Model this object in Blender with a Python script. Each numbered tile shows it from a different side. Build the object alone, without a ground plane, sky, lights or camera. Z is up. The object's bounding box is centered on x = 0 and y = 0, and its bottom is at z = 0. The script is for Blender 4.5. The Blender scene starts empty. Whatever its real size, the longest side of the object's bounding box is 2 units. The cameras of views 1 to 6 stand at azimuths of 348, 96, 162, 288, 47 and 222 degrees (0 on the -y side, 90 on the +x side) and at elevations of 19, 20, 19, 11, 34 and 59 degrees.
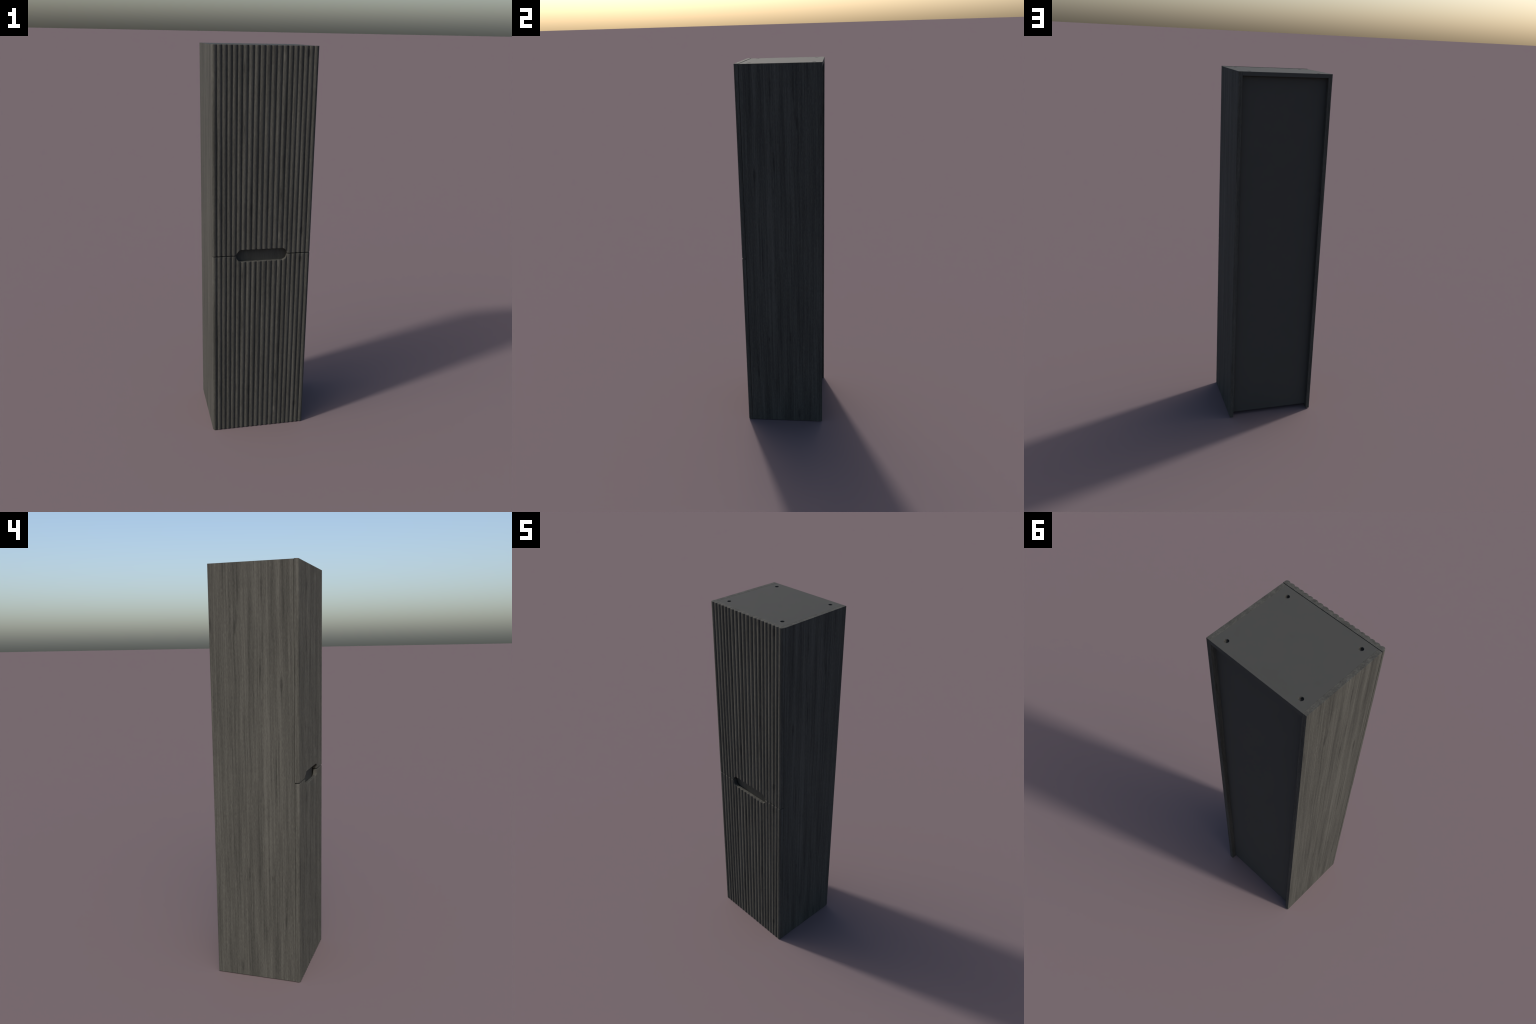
"""Tall narrow bathroom cabinet: plain carcass of grey wood boards, two fluted doors
with one pill-shaped finger cut-out shared between them, recessed back board."""
import bpy, bmesh, math
from mathutils import Vector

# ------------------------------------------------------------------ sizes (metres)
HALF_W = 0.25            # half width  (x)
HALF_D = 0.2137          # half depth  (y)
HEIGHT = 2.0
BOARD = 0.0205           # carcass board thickness
CARCASS_FRONT = -0.1893
CARCASS_LOW, CARCASS_TOP = 0.0015, HEIGHT - 0.0013
DOOR_BACK = -0.1911
SEAM_HALF = 0.0023       # half of the gap between the doors
SLOT_HALF_W, SLOT_R = 0.1296, 0.0290
SLOT_UP, SLOT_DOWN = 0.0302, 0.0334   # finger cut-out above and below the seam
FLUTE_DEPTH = 0.0060
WIDE_FLUTE, WIDE_COUNT, SIDE_COUNT = 0.0265, 8, 6

root = bpy.data.objects.new("bathroom_cabinet", None)
root.empty_display_size = 0.2
root["label"] = "tall narrow dark grey wood cabinet with two fluted doors"
root["category"] = "cabinet"
bpy.context.scene.collection.objects.link(root)


def add_object(name, mesh, material, location=(0, 0, 0)):
    ob = bpy.data.objects.new(name, mesh)
    ob.location = location
    mesh.materials.append(material)
    bpy.context.scene.collection.objects.link(ob)
    ob.parent = root
    return ob


# ------------------------------------------------------------------ materials
class Nodes:
    """Small helper to wire shader nodes."""
    def __init__(self, name):
        self.mat = bpy.data.materials.new(name)
        self.mat.use_nodes = True
        self.t = self.mat.node_tree
        self.t.nodes.clear()

    def new(self, kind, **props):
        n = self.t.nodes.new(kind)
        for k, v in props.items():
            setattr(n, k, v)
        return n

    def put(self, sock, v):
        if isinstance(v, bpy.types.NodeSocket):
            self.t.links.new(v, sock)
        else:
            sock.default_value = v

    def math(self, op, a, b=0.0, c=0.0, clamp=False):
        n = self.new("ShaderNodeMath", operation=op, use_clamp=clamp)
        self.put(n.inputs[0], a); self.put(n.inputs[1], b); self.put(n.inputs[2], c)
        return n.outputs[0]

    def vec(self, x, y, z):
        n = self.new("ShaderNodeCombineXYZ")
        for s, v in zip(n.inputs, (x, y, z)):
            self.put(s, v)
        return n.outputs[0]

    def noise(self, vector, scale=1.0, detail=2.0, rough=0.5, distort=0.0):
        n = self.new("ShaderNodeTexNoise", noise_dimensions='3D')
        self.put(n.inputs["Vector"], vector)
        n.inputs["Scale"].default_value = scale
        n.inputs["Detail"].default_value = detail
        n.inputs["Roughness"].default_value = rough
        n.inputs["Distortion"].default_value = distort
        return n.outputs["Fac"]

    def remap(self, v, a, b, c, d, smooth=False):
        n = self.new("ShaderNodeMapRange", interpolation_type='SMOOTHSTEP' if smooth else 'LINEAR')
        self.put(n.inputs["Value"], v)
        for k, val in zip(("From Min", "From Max", "To Min", "To Max"), (a, b, c, d)):
            n.inputs[k].default_value = val
        return n.outputs["Result"]

    def mix(self, fac, a, b):
        n = self.new("ShaderNodeMix", data_type='RGBA')
        self.put(n.inputs[0], fac)
        n.inputs[6].default_value = (*a, 1) if not isinstance(a, bpy.types.NodeSocket) else (0, 0, 0, 1)
        if isinstance(a, bpy.types.NodeSocket):
            self.t.links.new(a, n.inputs[6])
        n.inputs[7].default_value = (*b, 1) if not isinstance(b, bpy.types.NodeSocket) else (0, 0, 0, 1)
        if isinstance(b, bpy.types.NodeSocket):
            self.t.links.new(b, n.inputs[7])
        return n.outputs[2]

    def finish(self, color, rough, height=None, bump=0.1, spec=0.5):
        b = self.new("ShaderNodeBsdfPrincipled")
        self.put(b.inputs["Base Color"], color)
        self.put(b.inputs["Roughness"], rough)
        b.inputs["Specular IOR Level"].default_value = spec
        if height is not None:
            n = self.new("ShaderNodeBump")
            n.inputs["Strength"].default_value = bump
            n.inputs["Distance"].default_value = 0.001
            self.t.links.new(height, n.inputs["Height"])
            self.t.links.new(n.outputs[0], b.inputs["Normal"])
        o = self.new("ShaderNodeOutputMaterial")
        self.t.links.new(b.outputs[0], o.inputs["Surface"])
        return self.mat


def wood_material(name, across, figures, dark, mid, light, seed=0.0, mirror=False):
    """Vertical-grain veneer.  across: the horizontal axis of the board face.
    figures: (u, z, half width, half height, darkness, bend) of knots and flame marks."""
    N = Nodes(name)
    sep = N.new("ShaderNodeSeparateXYZ")
    co = N.new("ShaderNodeTexCoord")
    N.t.links.new(co.outputs["Object"], sep.inputs[0])
    x, y, z = sep.outputs
    u, w = (x, y) if across == "x" else (y, x)
    if mirror:                       # both sides of the carcass carry the same veneer sheet
        w = N.math("ABSOLUTE", w)
    # slow wander of the grain along the board
    wander = N.noise(N.vec(N.math("MULTIPLY_ADD", u, 9.0, seed), N.math("MULTIPLY", w, 9.0),
                           N.math("MULTIPLY", z, 2.2)), 1.0, 2.0, 0.5)
    u1 = N.math("MULTIPLY_ADD", N.math("SUBTRACT", wander, 0.5), 0.020, u)
    stain = None
    for (u0, z0, a, b, k, bend) in figures:
        du = N.math("DIVIDE", N.math("SUBTRACT", u, u0), a)
        dz = N.math("DIVIDE", N.math("SUBTRACT", z, z0), b)
        d = N.math("SQRT", N.math("ADD", N.math("MULTIPLY", du, du), N.math("MULTIPLY", dz, dz)))
        m = N.remap(d, 0.0, 1.0, 1.0, 0.0, smooth=True)
        if bend:
            # grain lines part around the knot
            push = N.math("MULTIPLY", N.math("MULTIPLY", m, bend), N.math("SINE", N.math("MULTIPLY", du, 2.2)))
            u1 = N.math("SUBTRACT", u1, push)
        term = N.math("MULTIPLY", m, k)
        term = N.math("MULTIPLY", term, 1.2)
        stain = term if stain is None else N.math("ADD", stain, term)
    # streaks: broad bands, medium streaks, fine fibres
    broad = N.noise(N.vec(N.math("MULTIPLY_ADD", u1, 34.0, seed), N.math("MULTIPLY", w, 34.0),
                          N.math("MULTIPLY", z, 1.1)), 1.0, 3.0, 0.55)
    medium = N.noise(N.vec(N.math("MULTIPLY_ADD", u1, 150.0, seed), N.math("MULTIPLY", w, 150.0),
                           N.math("MULTIPLY", z, 2.6)), 1.0, 3.0, 0.6)
    fine = N.noise(N.vec(N.math("MULTIPLY_ADD", u1, 620.0, seed), N.math("MULTIPLY", w, 620.0),
                         N.math("MULTIPLY", z, 26.0)), 1.0, 3.0, 0.65)
    pores = N.noise(N.vec(N.math("MULTIPLY_ADD", u1, 900.0, seed + 7.0), N.math("MULTIPLY", w, 900.0),
                          N.math("MULTIPLY", z, 70.0)), 1.0, 1.0, 0.5)
    t = N.math("MULTIPLY_ADD", N.math("SUBTRACT", broad, 0.5), 1.20, 0.5)
    t = N.math("MULTIPLY_ADD", N.math("SUBTRACT", medium, 0.5), 1.50, t)
    t = N.math("MULTIPLY_ADD", N.math("SUBTRACT", fine, 0.5), 1.50, t)
    t = N.math("MULTIPLY_ADD", N.math("SUBTRACT", pores, 0.5), 1.00, t)
    if stain is not None:
        # break the stain up along the grain so that it has streaky edges
        st = N.math("MULTIPLY", stain, N.remap(medium, 0.25, 0.75, 1.35, 0.65))
        t = N.math("SUBTRACT", t, st)
    low = N.mix(N.remap(t, 0.0, 0.5, 0.0, 1.0), dark, mid)
    col = N.mix(N.remap(t, 0.5, 1.0, 0.0, 1.0), low, light)
    rough = N.remap(fine, 0.3, 0.7, WOOD_ROUGH - 0.05, WOOD_ROUGH + 0.05)
    return N.finish(col, rough, fine, 0.06, spec=WOOD_SPEC)


def plain_material(name, color, rough, spec):
    N = Nodes(name)
    co = N.new("ShaderNodeTexCoord")
    grain = N.noise(co.outputs["Object"], 420.0, 2.0, 0.5)
    cloud = N.noise(co.outputs["Object"], 14.0, 2.0, 0.5)
    f = N.math("MULTIPLY_ADD", N.math("SUBTRACT", grain, 0.5), 0.35, cloud, clamp=True)
    c = N.mix(f, tuple(v * 0.96 for v in color), tuple(v * 1.04 for v in color))
    return N.finish(c, rough, None, spec=spec)


WOOD_ROUGH, WOOD_SPEC = 0.85, 0.25
PLAIN_ROUGH, PLAIN_SPEC = 0.85, 0.25
DARK, MID, LIGHT = (0.0253, 0.0252, 0.0222), (0.0474, 0.0470, 0.0413), (0.0724, 0.0716, 0.0632)
SIDE_FIGURES = [
    (-0.1305, 1.457, 0.012, 0.060, 0.42, 0.010), (-0.132, 1.40, 0.007, 0.10, 0.25, 0),
    (0.072, 1.885, 0.007, 0.090, 0.42, 0), (0.088, 1.715, 0.008, 0.050, 0.50, 0.004),
    (0.080, 1.76, 0.006, 0.060, 0.30, 0), (-0.040, 1.650, 0.009, 0.110, 0.36, 0),
    (-0.030, 1.520, 0.011, 0.090, 0.28, 0.003), (-0.034, 1.415, 0.003, 0.045, -0.40, 0),
    (-0.143, 1.80, 0.008, 0.090, 0.22, 0), (0.206, 1.725, 0.008, 0.045, 0.35, 0),
    (-0.040, 1.88, 0.008, 0.090, 0.25, 0), (0.105, 0.62, 0.010, 0.20, 0.25, 0),
    (-0.078, 0.526, 0.004, 0.016, 0.45, 0.004), (0.038, 0.537, 0.007, 0.05, 0.32, 0.004),
    (-0.144, 0.310, 0.006, 0.045, 0.45, 0.004), (0.082, 0.045, 0.008, 0.055, 0.45, 0),
    (-0.045, 0.235, 0.007, 0.080, 0.28, 0), (-0.041, 0.73, 0.003, 0.09, -0.35, 0),
    (0.112, 1.05, 0.010, 0.25, 0.16, 0), (-0.10, 1.0, 0.012, 0.22, 0.14, 0),
]
# one sheet per door, the figure repeats once within the door height (0.847)
DOOR_FIGURES = []
for base in (0.0, 0.847):
    DOOR_FIGURES += [
        (0.200, 0.120 + base, 0.012, 0.026, 0.62, 0.012), (0.197, 0.10 + base, 0.006, 0.10, 0.22, 0),
        (0.085, 0.098 + base, 0.006, 0.032, -0.50, 0), (0.094, 0.150 + base, 0.012, 0.060, 0.26, 0.004),
    ]
DOOR_FIGURES += [
    (-0.212, 0.238, 0.010, 0.075, 0.38, 0.005), (-0.060, 0.235, 0.012, 0.060, 0.42, 0.005),
    (-0.060, 0.330, 0.009, 0.075, 0.25, 0), (0.088, 0.308, 0.012, 0.060, 0.28, 0.004),
    (0.097, 0.470, 0.010, 0.055, 0.30, 0.004), (-0.126, 0.255, 0.009, 0.050, 0.26, 0),
    (-0.096, 0.150, 0.012, 0.030, 0.20, 0), (-0.225, 0.560, 0.006, 0.10, 0.25, 0),
    (-0.098, 0.62, 0.011, 0.14, 0.20, 0), (0.205, 0.42, 0.007, 0.12, 0.26, 0),
    (0.030, 0.55, 0.007, 0.07, 0.22, 0), (-0.030, 0.80, 0.008, 0.10, 0.20, 0),
    (-0.10, 0.895, 0.010, 0.050, 0.28, 0.003),
]
SIDE_WOOD = wood_material("grey_veneer_side", "y", SIDE_FIGURES, DARK, MID, LIGHT, 3.0, mirror=True)
DOOR_WOOD = wood_material("grey_veneer_door", "x", DOOR_FIGURES, DARK, MID, LIGHT, 11.0)
RAIL_WOOD = wood_material("grey_veneer_rail", "x", [(0.085, 0.985, 0.035, 0.035, 0.25, 0.016)], (0.034, 0.0342, 0.0305), (0.043, 0.0432, 0.0385), (0.053, 0.0532, 0.0475), 23.0)
LAMINATE = plain_material("grey_laminate", (0.0460, 0.0462, 0.0425), PLAIN_ROUGH, PLAIN_SPEC)


# ------------------------------------------------------------------ carcass boards
def board(name, lo, hi, material, bevel=0.0006, cut=None):
    """A board between two corners with slightly eased edges; cut: list of cylinders to drill."""
    bm = bmesh.new()
    c = [(a + b) / 2 for a, b in zip(lo, hi)]
    s = [b - a for a, b in zip(lo, hi)]
    bmesh.ops.create_cube(bm, size=1.0)
    for v in bm.verts:
        v.co = Vector((c[i] + v.co[i] * s[i] for i in range(3)))
    bmesh.ops.bevel(bm, geom=bm.edges[:], offset=bevel, segments=2, profile=0.5, affect='EDGES')
    me = bpy.data.meshes.new(name)
    bm.to_mesh(me); bm.free()
    ob = add_object(name, me, material)
    if cut:
        drill = bpy.data.meshes.new("drill")
        bm = bmesh.new()
        for (x, y, r, depth) in cut:
            g = bmesh.ops.create_cone(bm, cap_ends=True, segments=40, radius1=r, radius2=r, depth=2 * depth)
            bmesh.ops.translate(bm, verts=g["verts"], vec=(x, y, hi[2]))
        bm.to_mesh(drill); bm.free()
        tool = bpy.data.objects.new("drill", drill)
        bpy.context.scene.collection.objects.link(tool)
        m = ob.modifiers.new("drill", 'BOOLEAN')
        m.operation, m.object, m.solver = 'DIFFERENCE', tool, 'EXACT'
        bpy.context.view_layer.update()
        done = bpy.data.meshes.new_from_object(ob.evaluated_get(bpy.context.evaluated_depsgraph_get()))
        ob.modifiers.clear()
        old = ob.data
        ob.data = done
        done.name = name
        bpy.data.meshes.remove(old)
        bpy.data.objects.remove(tool)
        bpy.data.meshes.remove(drill)
    for p in ob.data.polygons:
        p.use_smooth = False
    return ob


INNER = HALF_W - BOARD
for side in (-1, 1):
    a, b = sorted((side * HALF_W, side * INNER))
    board("side_panel", (a, CARCASS_FRONT, CARCASS_LOW), (b, HALF_D, CARCASS_TOP), SIDE_WOOD)

holes = [(sx * 0.1858, y, 0.0101, 0.0115) for sx in (-1, 1) for y in (-0.1475, 0.1722)]
board("top_panel", (-INNER + 0.0002, CARCASS_FRONT, CARCASS_TOP - BOARD), (INNER - 0.0002, HALF_D, CARCASS_TOP - 0.0001),
      LAMINATE, cut=holes)
BACK_Y = 0.1900
board("back_panel", (-INNER + 0.0002, BACK_Y - 0.006, 0.0222), (INNER - 0.0002, BACK_Y, CARCASS_TOP - BOARD - 0.0002), LAMINATE, 0.0004)
board("bottom_panel", (-INNER + 0.0002, CARCASS_FRONT, 0.0232), (INNER - 0.0002, BACK_Y - 0.0062, 0.0232 + BOARD), LAMINATE)
board("inner_panel", (-INNER + 0.0002, -0.1860, 0.0232 + BOARD + 0.0002), (INNER - 0.0002, -0.1700, CARCASS_TOP - BOARD - 0.0002), RAIL_WOOD)


# ------------------------------------------------------------------ fluted doors
def flute_edges():
    wide = WIDE_FLUTE * WIDE_COUNT / 2
    narrow = (HALF_W - wide) / SIDE_COUNT
    e = [-HALF_W + i * narrow for i in range(SIDE_COUNT)]
    e += [-wide + i * WIDE_FLUTE for i in range(WIDE_COUNT)]
    e += [wide + i * narrow for i in range(SIDE_COUNT + 1)]
    return e


EDGES = flute_edges()


def front_raw(x):
    """Door front: a row of shallow convex arcs; the outer half of each end flute is a rounder corner."""
    crest = -HALF_D
    for i in range(len(EDGES) - 1):
        if EDGES[i] - 1e-9 <= x <= EDGES[i + 1] + 1e-9:
            c, h = (EDGES[i] + EDGES[i + 1]) / 2, (EDGES[i + 1] - EDGES[i]) / 2
            d = abs(x - c)
            first, last = i == 0 and x < c, i == len(EDGES) - 2 and x > c
            if first or last:
                q = min(1.0, d / h)
                return crest + 0.0122 * (1 - math.sqrt(max(0.0, 1 - q * q)))
            r = (h * h + FLUTE_DEPTH ** 2) / (2 * FLUTE_DEPTH)
            return crest + r - math.sqrt(r * r - d * d)
    return crest


def front_y(x, soft=0.0015):
    """Front with a small cove in every valley."""
    if abs(x) > HALF_W - 0.012:
        return front_raw(x)
    n = 6
    return sum(front_raw(x + soft * (2 * k / n - 1)) for k in range(n + 1)) / (n + 1)


def slot_height(x, half_h):
    """Half height of the finger cut-out (or of the seam) at x."""
    a = abs(x)
    if a >= SLOT_HALF_W:
        return SEAM_HALF
    flat = SLOT_HALF_W - SLOT_R
    h = half_h if a <= flat else half_h - SLOT_R + math.sqrt(max(0.0, SLOT_R ** 2 - (a - flat) ** 2))
    return max(SEAM_HALF, h)


def column_positions():
    xs = set()
    for i in range(len(EDGES) - 1):
        a, b = EDGES[i], EDGES[i + 1]
        c, h = (a + b) / 2, (b - a) / 2
        for k in range(25):
            xs.add(round(c - h * math.cos(math.pi * k / 24), 6))
    for k in range(41):                       # dense where the cut-out turns down
        a = math.pi / 2 * k / 40
        for s in (-1, 1):
            xs.add(round(s * (SLOT_HALF_W - SLOT_R + SLOT_R * math.sin(a)), 6))
    out = []
    for x in sorted(xs):
        if not out or x - out[-1] > 2e-5:
            out.append(x)
    return out


def build_door(name, upper):
    """Column by column: every x gets a front line and a back line, their seam end follows the cut-out."""
    xs = column_positions()
    ease = 0.0017
    half_h = SLOT_UP if upper else SLOT_DOWN
    total = 1.0                               # local door height, seam at z = 0 (upper) or 1 (lower)
    bm = bmesh.new()
    rings = []
    for x in xs:
        h = slot_height(x, half_h)
        e = 1e-4
        slope = (slot_height(x + e, half_h) - slot_height(x - e, half_h)) / (2 * e)
        ln = math.hypot(1, slope)
        nx, nz = -slope / ln, 1 / ln          # unit normal of the cut-out outline, away from the slot
        if abs(x) > SLOT_HALF_W - 2e-4:
            nx, nz = 0.0, 1.0
        seam_outer = h + nz * ease            # where the front line starts (eased edge)
        f = front_y(x)
        c = 0.0045 * min(1.0, (h - SEAM_HALF) / 0.012)   # finger-pull chamfer behind the cut-out
        depth_ok = min(f + ease, DOOR_BACK)
        line = [  # (x, y, distance from seam plane)
            (x, DOOR_BACK, h + c), (x, DOOR_BACK - c, h), (x, depth_ok, h),
            (x, f + ease * 0.29, h + nz * ease * 0.29), (x, f, seam_outer),
            (x, f, seam_outer + 0.0015), (x, f, 0.06), (x, f, total - 0.06),
            (x, f, total - ease - 0.0015), (x, f, total - ease), (x, f + ease * 0.29, total - ease * 0.29), (x, depth_ok, total),
            (x, DOOR_BACK, total)]
        verts = []
        for (px, py, d) in line:
            verts.append(bm.verts.new((px, py, d if upper else 1.0 - d)))
        rings.append(verts)
    n = len(rings[0])
    for a, b in zip(rings, rings[1:]):
        for k in range(n):
            q = (a[k], a[(k + 1) % n], b[(k + 1) % n], b[k])
            bm.faces.new(q)
    caps = [bm.faces.new(rings[0]), bm.faces.new(list(reversed(rings[-1])))]
    for f in bm.faces:
        f.smooth = f not in caps
    bmesh.ops.remove_doubles(bm, verts=bm.verts[:], dist=1e-6)
    bmesh.ops.recalc_face_normals(bm, faces=bm.faces[:])
    me = bpy.data.meshes.new(name)
    bm.to_mesh(me); bm.free()
    me.set_sharp_from_angle(angle=math.radians(42))
    return add_object(name, me, DOOR_WOOD, (0, 0, 1.0 if upper else 0.0))


build_door("door", True)
build_door("door", False)
